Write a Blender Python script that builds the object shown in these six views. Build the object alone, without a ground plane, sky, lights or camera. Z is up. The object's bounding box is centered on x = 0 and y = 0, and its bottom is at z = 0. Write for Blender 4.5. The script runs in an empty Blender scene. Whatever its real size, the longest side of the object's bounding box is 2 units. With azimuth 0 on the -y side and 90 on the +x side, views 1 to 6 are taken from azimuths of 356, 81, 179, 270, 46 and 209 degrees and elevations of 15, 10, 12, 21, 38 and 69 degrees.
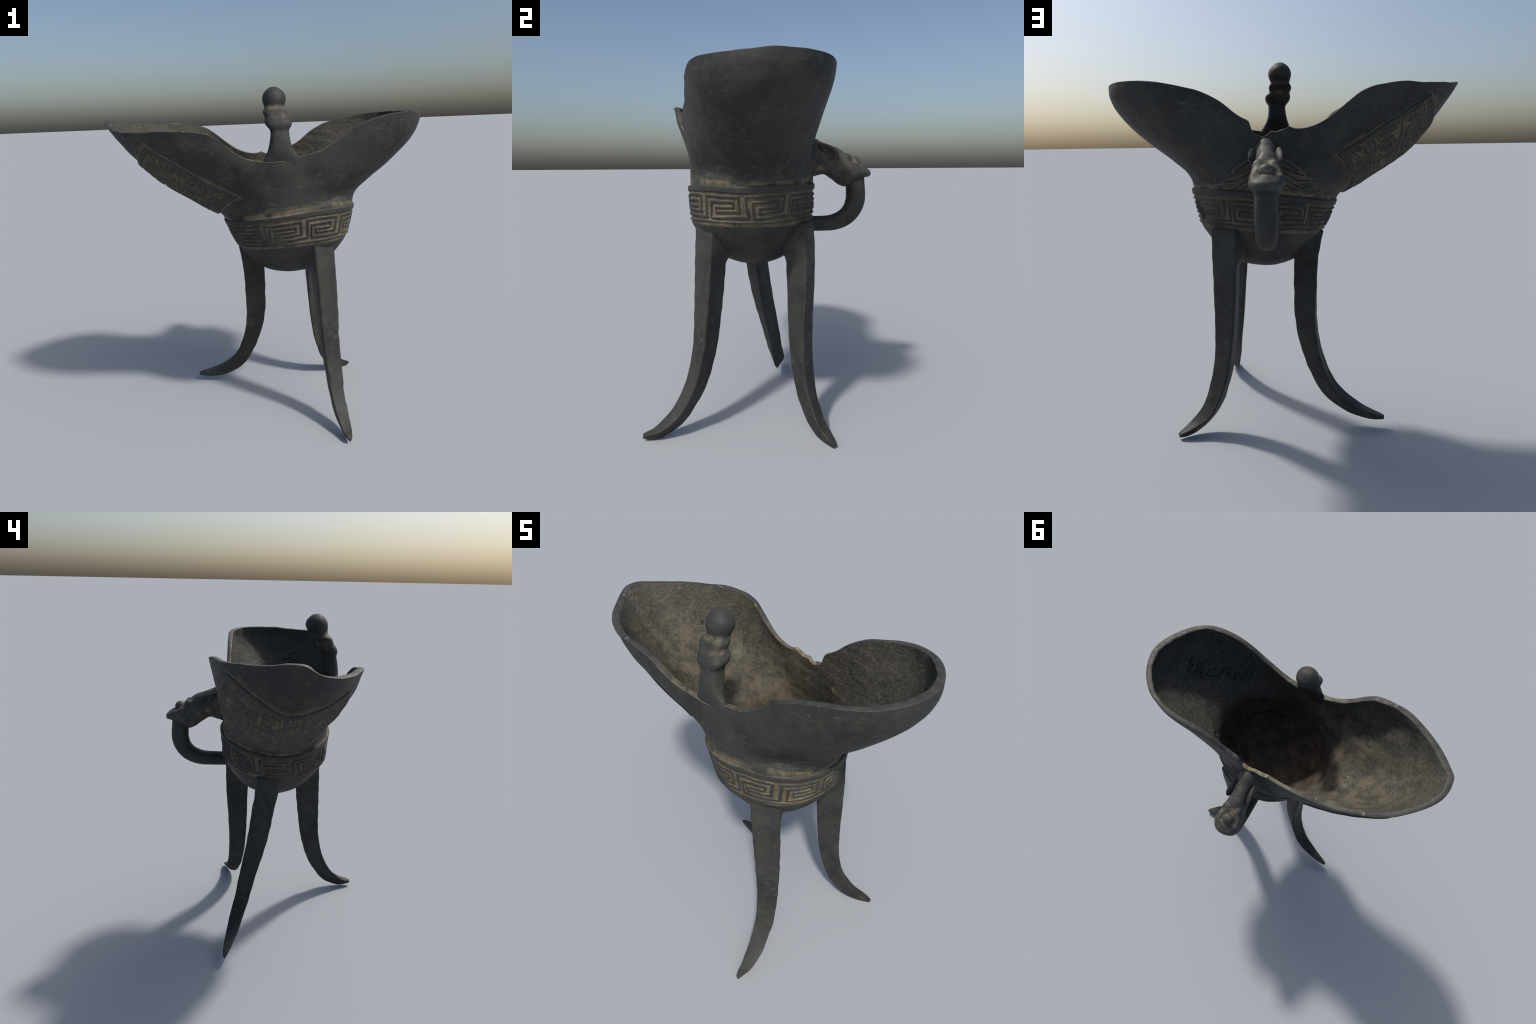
"""A cast bronze ritual wine cup: a boat-shaped cup with spout and tail on three blade legs,
one knobbed post on the rim, a beast-headed loop handle, a meander band and a relief panel."""
import bpy, math
import numpy as np
from mathutils import Vector

rng = np.random.default_rng(7)

# ------------------------------------------------------------------ small numeric helpers
def sstep(a, b, x):
    t = np.clip((x - a) / (b - a), 0, 1)
    return t * t * (3 - 2 * t)

def norm(v):
    return v / (np.linalg.norm(v, axis=-1, keepdims=True) + 1e-12)

_wd = norm(rng.normal(size=(6, 3, 24)).transpose(0, 2, 1))
_wp = rng.uniform(0, 6.283, (6, 24))
_wf = rng.uniform(.6, 1.5, (6, 24))
def wobble(P, freq, ch=0):
    """smooth pseudo noise about -1..1 on positions P (..,3)"""
    out = np.zeros(P.shape[:-1])
    for k in range(10):
        out += np.sin(P @ (_wd[ch % 6, k] * freq * _wf[ch % 6, k]) + _wp[ch % 6, k])
    return out / 3.2

def catmull(pts, closed=False, per=24):
    pts = np.asarray(pts, float)
    n = len(pts)
    segs = n if closed else n - 1
    out = []
    for i in range(segs):
        if closed:
            a, b, c, d = pts[(i - 1) % n], pts[i], pts[(i + 1) % n], pts[(i + 2) % n]
        else:
            b, c = pts[i], pts[i + 1]
            a = pts[i - 1] if i > 0 else 2 * b - c
            d = pts[i + 2] if i + 2 < n else 2 * c - b
        k0, k1, k2 = (np.linalg.norm(b - a) ** .5, np.linalg.norm(c - b) ** .5, np.linalg.norm(d - c) ** .5)
        m1 = (c - b) + k1 * ((b - a) / k0 - (c - a) / (k0 + k1))
        m2 = (c - b) + k1 * ((d - c) / k2 - (d - b) / (k1 + k2))
        t = np.linspace(0, 1, per, endpoint=False)[:, None]
        out.append((2 * t**3 - 3 * t**2 + 1) * b + (t**3 - 2 * t**2 + t) * m1 + (-2 * t**3 + 3 * t**2) * c + (t**3 - t**2) * m2)
    out = np.concatenate(out)
    return out if closed else np.vstack([out, pts[-1]])

def arclen(P):
    return np.concatenate([[0], np.cumsum(np.linalg.norm(np.diff(P, axis=0), axis=1))])

def seg_dist(X, Y, lines):
    """distance from points to a set of polylines in a plane"""
    best = np.full(X.shape, 9.0)
    for L in lines:
        for (ax, ay), (bx, by) in zip(L[:-1], L[1:]):
            dx, dy = bx - ax, by - ay
            k = np.clip(((X - ax) * dx + (Y - ay) * dy) / (dx * dx + dy * dy + 1e-12), 0, 1)
            best = np.minimum(best, np.hypot(X - ax - k * dx, Y - ay - k * dy))
    return best

# ------------------------------------------------------------------ the cup: rim, neck, band, bowl
RIM = [(-.925, -.105, 1.853), (-.919, -.150, 1.831), (-.885, -.202, 1.808), (-.833, -.259, 1.794), (-.772, -.309, 1.787),
       (-.705, -.352, 1.784), (-.622, -.392, 1.786), (-.539, -.421, 1.784), (-.476, -.429, 1.780), (-.405, -.432, 1.773),
       (-.348, -.430, 1.760), (-.300, -.419, 1.734), (-.255, -.409, 1.695), (-.200, -.396, 1.652), (-.140, -.384, 1.622),
       (-.080, -.373, 1.608), (.000, -.364, 1.602), (.080, -.356, 1.610), (.147, -.354, 1.626), (.226, -.361, 1.640),
       (.305, -.367, 1.674), (.371, -.367, 1.713), (.424, -.369, 1.748), (.476, -.368, 1.779), (.531, -.368, 1.800),
       (.599, -.361, 1.820), (.661, -.350, 1.833), (.735, -.327, 1.838), (.795, -.286, 1.838), (.847, -.227, 1.837),
       (.895, -.142, 1.839), (.916, -.080, 1.843), (.923, -.029, 1.846), (.918, .020, 1.847), (.899, .080, 1.848),
       (.866, .140, 1.850), (.827, .187, 1.852), (.780, .231, 1.850), (.721, .264, 1.847), (.666, .286, 1.842),
       (.590, .297, 1.833), (.530, .296, 1.822), (.452, .293, 1.803), (.388, .290, 1.780), (.323, .288, 1.746),
       (.261, .286, 1.698), (.200, .285, 1.662), (.130, .286, 1.642), (.060, .287, 1.630), (.005, .289, 1.626),
       (-.045, .290, 1.617), (-.103, .294, 1.624), (-.165, .302, 1.648), (-.233, .313, 1.695), (-.285, .323, 1.737),
       (-.340, .331, 1.778), (-.385, .332, 1.798), (-.425, .329, 1.810), (-.523, .312, 1.823), (-.583, .292, 1.827),
       (-.666, .256, 1.826), (-.748, .204, 1.832), (-.834, .123, 1.838), (-.879, .068, 1.842), (-.914, .009, 1.850), (-.926, -.045, 1.857)]
RIM_D = catmull(RIM, closed=True)
RIM_D = np.vstack([RIM_D, RIM_D[:1]])
RIM_S = arclen(RIM_D)
def _s_at(pt):
    return RIM_S[np.argmin(np.linalg.norm(RIM_D[:-1] - np.array(pt), axis=1))]
ANCH_PHI = [-180, -90, 0, 90, 180]
ANCH_S = [_s_at((-.926, -.085, 1.855)), _s_at((.115, -.355, 1.618)), _s_at((.920, .005, 1.847)), _s_at((.10, .286, 1.636)), 0]
if ANCH_S[0] > RIM_S[-1] / 2:
    ANCH_S[0] -= RIM_S[-1]
ANCH_S[4] = ANCH_S[0] + RIM_S[-1]
def rim_at(phi):
    s = np.interp(phi, ANCH_PHI, ANCH_S)
    s = np.mod(s, RIM_S[-1])
    return np.stack([np.interp(s, RIM_S, RIM_D[:, i]) for i in range(3)], -1)

def plane_top(x):
    return 1.315 + .095 * (x - .115) - .20 * (x - .115) ** 2
def plane_bot(x):
    return 1.118 + .09 * (x - .115) - .20 * (x - .115) ** 2

def hump(phi, at, wide):
    return np.exp(-((np.mod(phi - at + 180, 360) - 180) / wide) ** 2)
def ellipse(phi, cx, cy, rx, ry):
    """slightly egg-shaped round of the waist"""
    a = np.radians(phi)
    k = 1 + .048 * hump(phi, -38, 26) - .018 * hump(phi, 45, 26) - .034 * hump(phi, 142, 26)
    return cx + k * rx * np.cos(a), cy + k * ry * np.sin(a)

TAIL_Z = [0, .06, .11, .18, .31, .43, .53, .60, .70, .80, .90, .95, 1]
TAIL_A = [0, .012, .035, .10, .30, .51, .66, .75, .865, .95, .998, 1.004, 1]
SPOUT_Z = [0, .06, .10, .14, .27, .345, .446, .527, .707, .878, 1]
SPOUT_A = [0, .025, .08, .16, .35, .47, .60, .67, .805, .925, 1]
def smooth_table(z, a):
    t = np.linspace(0, 1, 401)
    v = np.interp(t, z, a)
    k = np.hanning(41); k /= k.sum()
    pad = np.concatenate([2 * v[0] - v[40:0:-1], v, 2 * v[-1] - v[-2:-42:-1]])
    return t, np.convolve(pad, k, 'same')[40:-40]
TAIL_T, TAIL_V = smooth_table(TAIL_Z, TAIL_A)
SPOUT_T, SPOUT_V = smooth_table(SPOUT_Z, SPOUT_A)

def neck(phi):
    x, y = ellipse(phi, .115, -.026, .390, .328)
    return np.stack([x, y, plane_top(x) - .004], -1)

FLANKS = [(80, 40, .50, .32, .012), (145, 22, .26, .20, .024), (-128, 20, .25, .18, .024), (-112, 22, .52, .20, .006), (-156, 20, .38, .20, .036), (-142, 26, .82, .14, -.016), (-48, 22, .16, .16, .034), (-165, 16, .45, .25, .014), (-48, 20, .42, .20, .010), (38, 20, .75, .20, .009)]
def wall(phi, t):
    """smooth outer wall from the neck (t=0) to the rim (t=1); phi in degrees, same shape arrays"""
    N, R = neck(phi), rim_at(phi)
    c = np.cos(np.radians(phi))
    w = np.abs(c) ** 1.2
    prof = np.where(c > 0, np.interp(t, TAIL_T, TAIL_V), np.interp(t, SPOUT_T, SPOUT_V))
    lin = t ** 1.1
    a = lin + (prof - lin) * w
    P = N + (R - N) * a[..., None]
    P[..., 2] = N[..., 2] + (R[..., 2] - N[..., 2]) * t
    # the flanks of spout and tail are drawn in above the waist
    pinch = sum(amp * hump(phi, at, wide) * np.exp(-((t - t0) / ts) ** 2)
                for at, wide, t0, ts, amp in FLANKS) * (1 - t ** 5) * sstep(0, .12, t)
    inward = N[..., :2] * 0 + np.stack([np.cos(np.radians(phi)) * .55, np.sin(np.radians(phi))], -1)
    P[..., :2] -= norm(inward) * pinch[..., None]
    P[..., 1] += .010 * hump(phi, 180, 48) * np.sin(math.pi * np.clip(t, 0, 1)) ** .8     # keel of the spout lies to the handle side
    return P

def band(phi, v):
    """meander band from bowl (v=0) to the lip (v=1)"""
    f = v ** .85
    cx, cy = .138 + (.117 - .138) * f, -.026
    rx, ry = .335 + (.396 - .335) * f, .326 + (.336 - .326) * f
    x, y = ellipse(phi, cx, cy, rx, ry)
    z = plane_bot(x) + (plane_top(x) - plane_bot(x)) * v
    return np.stack([x, y, z], -1)

def bowl(phi, p):
    B = band(phi, np.zeros_like(phi))
    pole = np.array([.118, .004, .891])
    r = p[..., None]
    P = pole + (B - pole) * r
    P[..., 2] = pole[2] + (B[..., 2] - pole[2]) * p ** 2.7
    return P

NU = 1280
PHI = np.linspace(-180, 180, NU, endpoint=False)
n_bowl, n_band, n_wall = 56, 96, 250
rows_p = np.linspace(0.012, 1, n_bowl, endpoint=False)
rows_v = np.linspace(0, 1, n_band, endpoint=False)
rows_t = np.linspace(0, 1, n_wall)
def grid(fn, rows):
    a, b = np.meshgrid(PHI, rows)
    return fn(a, b)
#MARK_GEOMETRY
OUT = np.concatenate([grid(bowl, rows_p), grid(band, rows_v), grid(wall, rows_t)])
for _ in range(3):                      # relax the crease between band and wall a little
    OUT[1:-1] = OUT[1:-1] * .6 + .2 * (OUT[2:] + OUT[:-2])
def grid_normals(G):
    du = np.roll(G, -1, 1) - np.roll(G, 1, 1)
    dv = np.gradient(G, axis=0)
    return norm(np.cross(du, dv))
NRM = grid_normals(OUT)
R0, R1 = n_bowl, n_bowl + n_band        # row ranges: bowl | band | wall
FI = np.broadcast_to(PHI, (n_wall, NU))
TI = np.broadcast_to(rows_t[:, None], (n_wall, NU))

# --- broken notch in the rim above the handle: lower the top of the wall there
NOTCH_X = [-.020, -.006, .020, .050, .066, .086, .100, .112, .124, .135, .150, .168, .176, .186, .200]
NOTCH_Z = [1.622, 1.628, 1.612, 1.602, 1.603, 1.601, 1.588, 1.586, 1.580, 1.588, 1.592, 1.597, 1.616, 1.652, 1.662]
top = OUT[-1]
back = (top[:, 1] > 0)
notch = np.where(back & (top[:, 0] > -.02) & (top[:, 0] < .2), np.interp(top[:, 0], NOTCH_X, NOTCH_Z) - top[:, 2], 0)
fade = sstep(.55, 1, rows_t)
OUT[R1:, :, 2] += np.minimum(notch, .004)[None] * fade[:, None]
FRACTURE = back & (top[:, 0] > -.006) & (top[:, 0] < .168)

# ------------------------------------------------------------------ relief on the outside
HEIGHT = np.zeros(OUT.shape[:2])        # metres along the normal
RIDGE = np.zeros(OUT.shape[:2])         # 1 on raised polished metal, 0 in the dirt-filled ground

# meander: each cell holds two hooked arms that interlock; the arms join neighbouring cells
CELL_EDGES = np.array([-116.4, -79.3, -46.5, -11.2, 27.6, 63.0, 96.5, 130.0, 164.0, 199.7, 243.6])   # uneven cells
ARMS = [[(0, 0), (0, 1), (.84, 1), (.84, .26), (.235, .26), (.235, .46)],
        [(1, 0), (.115, 0), (.115, .74), (.705, .74), (.705, .475), (.235, .475)]]
a, v = np.meshgrid(PHI, rows_v)
Pb = OUT[R0:R1]
wob1, wob2 = wobble(Pb, 22, 0), wobble(Pb, 30, 1)
ang = np.mod(a + 1.3 * wob1 + 116.4, 360) - 116.4
u = np.interp(ang, CELL_EDGES, np.arange(11))
cell, x = np.minimum(np.floor(u), 9), u - np.minimum(np.floor(u), 9)
yy = (v - .225) / (.735 - .225) + .030 * wob2
W, H = .222, .100
d = seg_dist(x * W, yy * H, [[(p * W, q * H) for p, q in L] for L in ARMS] +
             [[(p * W + W * s, q * H) for p, q in ARMS[0][:2]] for s in (1,)])
wid = .0060 * (1 + .30 * np.clip(wobble(Pb, 50, 2), -1, 1))
line = 1 - sstep(wid - .0024, wid + .0024, d)
inside = sstep(-.09, -.05, yy) * (1 - sstep(1.05, 1.09, yy))
line *= inside
vv = v + .010 * wob1
border = 1 - sstep(.016, .032, np.abs(vv - .105 + .016 * wobble(Pb, 14, 3)))
border *= sstep(-.95, -.4, wobble(Pb, 18, 1))
lip_lo = .815 + .020 * wobble(Pb, 13, 2)
lip = sstep(lip_lo, lip_lo + .035, vv) * (1 - sstep(.955, .995, v + .015 * wobble(Pb, 17, 4)))
rid = np.maximum(np.maximum(line, border), lip)
worn = np.clip(1 - .5 * np.clip(wobble(Pb, 35, 4) - .8, 0, 1), 0, 1)
HEIGHT[R0:R1] = .0078 * rid * worn * sstep(0, .03, v) - .0015
RIDGE[R0:R1] = rid
HEIGHT[R0:R1] += .0015 * lip * sstep(-.6, .6, wobble(Pb, 9, 5))

# relief panel under the spout, drawn in its own frame: q across (-1..1), r along (0 band side .. 1 tip side)
dphi = np.mod(FI + 360, 360) - 180.0
hand = dphi < 0          # handle side of the spout
half_deg = np.where(hand, np.interp(TI, [0, .41, .60, .92, 1], [64, 52, 41, 25.6, 22]), np.interp(TI, [0, .28, .574, .87, 1], [61, 50, 36, 25.6, 21]))
q = dphi / half_deg
LO = .075 + np.where(hand, .33, .20) * (np.abs(dphi) / 51) ** 1.5
HI = .586 + np.where(hand, .33, .285) * (np.abs(dphi) / 25.6) ** 1.1
r = (TI - LO) / (HI - LO)
XP, YP = q * .42, r * .40
XP, YP = XP + .004 * wobble(OUT[R1:], 30, 4), YP + .004 * wobble(OUT[R1:], 34, 3)
half = np.abs(XP)
MOTIFS = [[(.0, .05), (.0, .36)],
          [(.03, .34), (.10, .355), (.17, .36), (.18, .32), (.13, .31), (.12, .335)],
          [(.035, .30), (.08, .31), (.09, .27), (.05, .26), (.05, .285)],
          [(.12, .27), (.20, .30), (.27, .31), (.33, .34), (.36, .33)],
          [(.13, .24), (.18, .26), (.19, .22), (.15, .21)], [(.22, .27), (.23, .22), (.28, .23), (.29, .29)],
          [(.25, .25), (.26, .27)], [(.32, .30), (.33, .25), (.37, .26), (.38, .33)],
          [(.03, .22), (.09, .23), (.10, .19), (.04, .18)], [(.06, .205), (.075, .205)],
          [(.13, .17), (.22, .19), (.31, .22), (.37, .23)], [(.14, .135), (.2, .15), (.21, .115), (.15, .10)],
          [(.24, .17), (.25, .12), (.31, .135), (.31, .18), (.28, .18)], [(.34, .20), (.35, .14), (.38, .15)],
          [(.03, .14), (.10, .15), (.11, .10), (.06, .095), (.06, .12)],
          [(.03, .06), (.12, .065), (.21, .08), (.30, .10), (.38, .12)], [(.05, .035), (.14, .035)],
          [(.18, .045), (.27, .06), (.28, .035)], [(.32, .07), (.37, .08), (.38, .05)]]
Pw = OUT[R1:]
warp = .006 * wobble(Pw, 26, 5)
dm = seg_dist(half + warp, YP + .006 * wobble(Pw, 31, 2), MOTIFS)
mot = 1 - sstep(.0030, .0068, dm + .0015 * wobble(Pw, 70, 1))
spine = 1 - sstep(.010, .020, half)
# fine scrolls fill the ground between the larger strokes: small square spirals, turned and mirrored at random
SX, SY = .080, .060
gx, gy = half / SX + .35 + .10 * wobble(Pw, 20, 0), YP / SY + .10 * wobble(Pw, 24, 3)
ci, cj = np.floor(gx), np.floor(gy)
fx, fy = gx - ci, gy - cj
code = np.mod(ci * 5 + cj * 3 + np.floor(np.mod(ci * 7.3 + cj * 2.9, 4)) + (XP > 0), 4)
fx = np.where((code == 1) | (code == 3), 1 - fx, fx)
fy = np.where(code >= 2, 1 - fy, fy)
scroll = seg_dist(fx * SX, fy * SY, [[(p * SX, q_ * SY) for p, q_ in L] for L in
                  [[(.06, .1), (.06, .92), (.94, .92), (.94, .14), (.30, .14), (.30, .62), (.68, .62), (.68, .40)]]])
fine_line = 1 - sstep(.0028, .0060, scroll + .0012 * np.clip(wobble(Pw, 70, 5), -1, 1))
fine_line *= sstep(.006, .010, dm) * sstep(-1.5, -.9, wobble(Pw, 26, 1))
mot = np.maximum(mot, .9 * fine_line * (half > .022))
mot = np.maximum(mot, spine * sstep(.0, .03, r))
edge = np.minimum(np.minimum(.42 - half, YP), .40 - YP)
on = sstep(-.004, .004, edge)
frame = 1 - sstep(.011, .016, np.abs(edge - .010))
HEIGHT[R1:] += np.where(edge > -.05, .010 * on * .6 + .007 * np.maximum(frame, mot * sstep(.02, .026, edge)), 0)
RIDGE[R1:] = np.where(edge > -.012, np.maximum(frame, .75 * mot * on), 1)
PANEL = edge > -.010

# feather-like ribs on the wall beside the beast head
ribs = []
for side in (-1, 1):
    for k in range(5):
        x0, z0 = .105 + side * (.055 + .010 * k), 1.475 - .032 * k
        ribs.append([(x0, z0), (x0 + side * (.05 + .012 * k), z0 - .022 - .009 * k), (x0 + side * (.10 + .018 * k), z0 - .055 + .006 * k)])
backside = (Pw[..., 1] > .15)
dr = np.where(backside, seg_dist(Pw[..., 0], Pw[..., 2], ribs), 9)
rib = (1 - sstep(.004 + .003 * np.clip(wobble(Pw, 30, 0), -1, 1), .011, dr)) * sstep(-1.0, -.3, wobble(Pw, 20, 1)) * (dr < .012)
HEIGHT[R1:] += .007 * rib
RIBZONE = backside & (dr < .014)
RIDGE[R1:] = np.where(RIBZONE & ~PANEL, rib, RIDGE[R1:])

# the wall swells a little where the post grows out of it
HEIGHT[R1:] += .017 * np.exp(-((Pw[..., 0] - .046) / .085) ** 2) * (Pw[..., 1] < 0) * sstep(.40, .97, TI)

# overall cast unevenness
HEIGHT += .0022 * wobble(OUT, 9, 3) + .0008 * wobble(OUT, 45, 4)
HEIGHT[:3] = HEIGHT[:3].mean()

# ------------------------------------------------------------------ inside surface and lip
rim_flat = NRM.copy()
rim_flat[..., 2] = 0
rim_flat = norm(rim_flat)
tfull = np.concatenate([np.zeros(R1), rows_t])
kk = sstep(.55, .98, tfull)[:, None, None]
NIN = norm(NRM * (1 - kk) + rim_flat * kk)
th = np.interp(tfull, [0, .3, .8, 1], [.024, .024, .026, .031])
th[:R0] = .024
th = th[:, None] * np.ones(NU)
chi = np.abs(np.cos(np.radians(PHI)))
th *= (.82 + .28 * chi)[None]
th *= 1 + .12 * hump(PHI, -145, 34)[None] * sstep(.5, .95, tfull)[:, None]     # thicker lip on the post side of the spout
INN = OUT - NIN * th[..., None]
for _ in range(12):
    INN[1:-1] = INN[1:-1] * .5 + .25 * (INN[2:] + INN[:-2])
for _ in range(60):                      # the floor of the cup runs smoothly into the wall
    INN[6:R1 + 24] = INN[6:R1 + 24] * .5 + .25 * (INN[7:R1 + 25] + INN[5:R1 + 23])
for _ in range(4):
    INN = INN * .5 + .25 * (np.roll(INN, 1, 1) + np.roll(INN, -1, 1))
NI = -grid_normals(INN)
INN += NI * (.0022 * wobble(INN, 11, 0) + .0012 * wobble(INN, 40, 2) + .0007 * wobble(INN, 95, 1))[..., None]
PITS = [(-.37, .05, .011), (-.40, .0, .006), (.47, .12, .010), (.52, -.05, .006), (-.62, .15, .007), (.35, .12, .006)]
for px, py, pr in PITS:
    dd = np.hypot(INN[..., 0] - px, INN[..., 1] - py)
    hit = (INN[..., 2] > 1.3)
    INN -= NI * (np.where(hit, .006 * (1 - sstep(.4 * pr, pr, dd)) - .002 * np.exp(-((dd - 1.5 * pr) / (.5 * pr)) ** 2), 0))[..., None]

OUTR = OUT + NRM * HEIGHT[..., None]
E0, E1 = OUTR[-1], INN[-1]
up = np.array([0, 0, 1.0])
LIPROWS = []
chipz = (wobble(E0, 60, 3) * .004 + wobble(E0, 130, 4) * .003) * FRACTURE
for f, h in ((.06, .0015), (.20, .0030), (.40, .0036), (.60, .0036), (.80, .0030), (.94, .0012)):
    p = E0 + (E1 - E0) * f
    p = p + up * (h * np.where(FRACTURE, .3, 1) + chipz + .0015 * wobble(p, 50, 5))[:, None]
    LIPROWS.append(p)
LIPROWS = np.array(LIPROWS)
OUTR[-1] += up * (.4 * chipz)[:, None]

ALL = np.concatenate([OUTR, LIPROWS, INN[::-1]])
NROW = len(ALL)
ROW_LIP0, ROW_LIP1 = len(OUTR) - 1, len(OUTR) + len(LIPROWS)

# ------------------------------------------------------------------ scene building helpers
def link(ob, parent):
    bpy.context.scene.collection.objects.link(ob)
    ob.parent = parent
    return ob

def mesh_from(name, verts, faces, mats, midx=None, normals=None, smooth=True):
    me = bpy.data.meshes.new(name)
    verts = np.asarray(verts, np.float32)
    faces = np.asarray(faces, np.int32)
    k = faces.shape[1]
    me.vertices.add(len(verts))
    me.vertices.foreach_set('co', verts.ravel())
    me.loops.add(faces.size)
    me.loops.foreach_set('vertex_index', faces.ravel())
    me.polygons.add(len(faces))
    me.polygons.foreach_set('loop_start', np.arange(0, faces.size, k, dtype=np.int32))
    me.polygons.foreach_set('loop_total', np.full(len(faces), k, np.int32))
    for m in mats:
        me.materials.append(m)
    if midx is not None:
        me.polygons.foreach_set('material_index', np.asarray(midx, np.int32))
    me.polygons.foreach_set('use_smooth', np.full(len(faces), smooth))
    me.update(calc_edges=True)
    me.validate()
    if normals is not None:
        me.normals_split_custom_set_from_vertices(np.asarray(normals, np.float32).tolist())
    return me

def add_mesh(name, parent, *args, **kw):
    return link(bpy.data.objects.new(name, mesh_from(name, *args, **kw)), parent)

def tube_faces(nr, nc, closed=True):
    i, j = np.meshgrid(np.arange(nr - 1), np.arange(nc if closed else nc - 1), indexing='ij')
    j2 = (j + 1) % nc
    return np.stack([i * nc + j, i * nc + j2, (i + 1) * nc + j2, (i + 1) * nc + j], -1).reshape(-1, 4)

def capped(sections):
    """loft closed rings; end rings collapse to a small ring around their centre"""
    S = np.asarray(sections, float)
    a, b = S[0].mean(0), S[-1].mean(0)
    return np.concatenate([[a + (S[0] - a) * .02], S, [b + (S[-1] - b) * .02]])

# ------------------------------------------------------------------ materials
def rgb(r, g, b):
    return (r, g, b, 1)

class Nodes:
    def __init__(self, name):
        self.mat = bpy.data.materials.new(name)
        self.mat.use_nodes = True
        self.t = self.mat.node_tree
        self.bsdf = self.t.nodes['Principled BSDF']
        self.co = self.t.nodes.new('ShaderNodeTexCoord').outputs['Object']
    def _in(self, sock, val):
        if hasattr(val, 'links') or isinstance(val, bpy.types.NodeSocket):
            self.t.links.new(val, sock)
        elif val is not None:
            sock.default_value = val
    def noise(self, scale, detail=4, rough=.55, dist=0, co=None):
        n = self.t.nodes.new('ShaderNodeTexNoise')
        self._in(n.inputs['Vector'], co or self.co)
        for k, v in (('Scale', scale), ('Detail', detail), ('Roughness', rough), ('Distortion', dist)):
            n.inputs[k].default_value = v
        return n.outputs['Fac']
    def mapped(self, scale=(1, 1, 1), rot=(0, 0, 0)):
        n = self.t.nodes.new('ShaderNodeMapping')
        self._in(n.inputs['Vector'], self.co)
        n.inputs['Scale'].default_value = scale
        n.inputs['Rotation'].default_value = rot
        return n.outputs[0]
    def voronoi(self, scale, co=None):
        n = self.t.nodes.new('ShaderNodeTexVoronoi')
        self._in(n.inputs['Vector'], co or self.co)
        n.inputs['Scale'].default_value = scale
        return n.outputs['Distance']
    def step(self, x, a, b, lo=0.0, hi=1.0):
        n = self.t.nodes.new('ShaderNodeMapRange')
        n.interpolation_type = 'SMOOTHSTEP'
        self._in(n.inputs['Value'], x)
        n.inputs['From Min'].default_value, n.inputs['From Max'].default_value = a, b
        n.inputs['To Min'].default_value, n.inputs['To Max'].default_value = lo, hi
        return n.outputs[0]
    def math(self, op, a, b=0.0):
        n = self.t.nodes.new('ShaderNodeMath')
        n.operation = op
        self._in(n.inputs[0], a)
        self._in(n.inputs[1], b)
        return n.outputs[0]
    def mix(self, f, a, b):
        n = self.t.nodes.new('ShaderNodeMix')
        n.data_type = 'RGBA'
        self._in(n.inputs[0], f)
        self._in(n.inputs[6], a)
        self._in(n.inputs[7], b)
        return n.outputs[2]
    def xyz(self):
        n = self.t.nodes.new('ShaderNodeSeparateXYZ')
        self._in(n.inputs[0], self.co)
        return n.outputs
    def point(self):
        return self.t.nodes.new('ShaderNodeNewGeometry').outputs['Pointiness']
    def finish(self, colour, rough, height=None, strength=.3, distance=.004, spec=.25):
        self._in(self.bsdf.inputs['Base Color'], colour)
        self._in(self.bsdf.inputs['Roughness'], rough)
        self.bsdf.inputs['Specular IOR Level'].default_value = spec
        if height is not None:
            b = self.t.nodes.new('ShaderNodeBump')
            b.inputs['Strength'].default_value, b.inputs['Distance'].default_value = strength, distance
            self._in(b.inputs['Height'], height)
            self.t.links.new(b.outputs[0], self.bsdf.inputs['Normal'])
        return self.mat

DARK, GREY, OLIVE, TAN, PALE = rgb(.0235, .0243, .0240), rgb(.037, .0380, .0365), rgb(.047, .046, .036), rgb(.140, .108, .066), rgb(.22, .178, .112)

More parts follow.
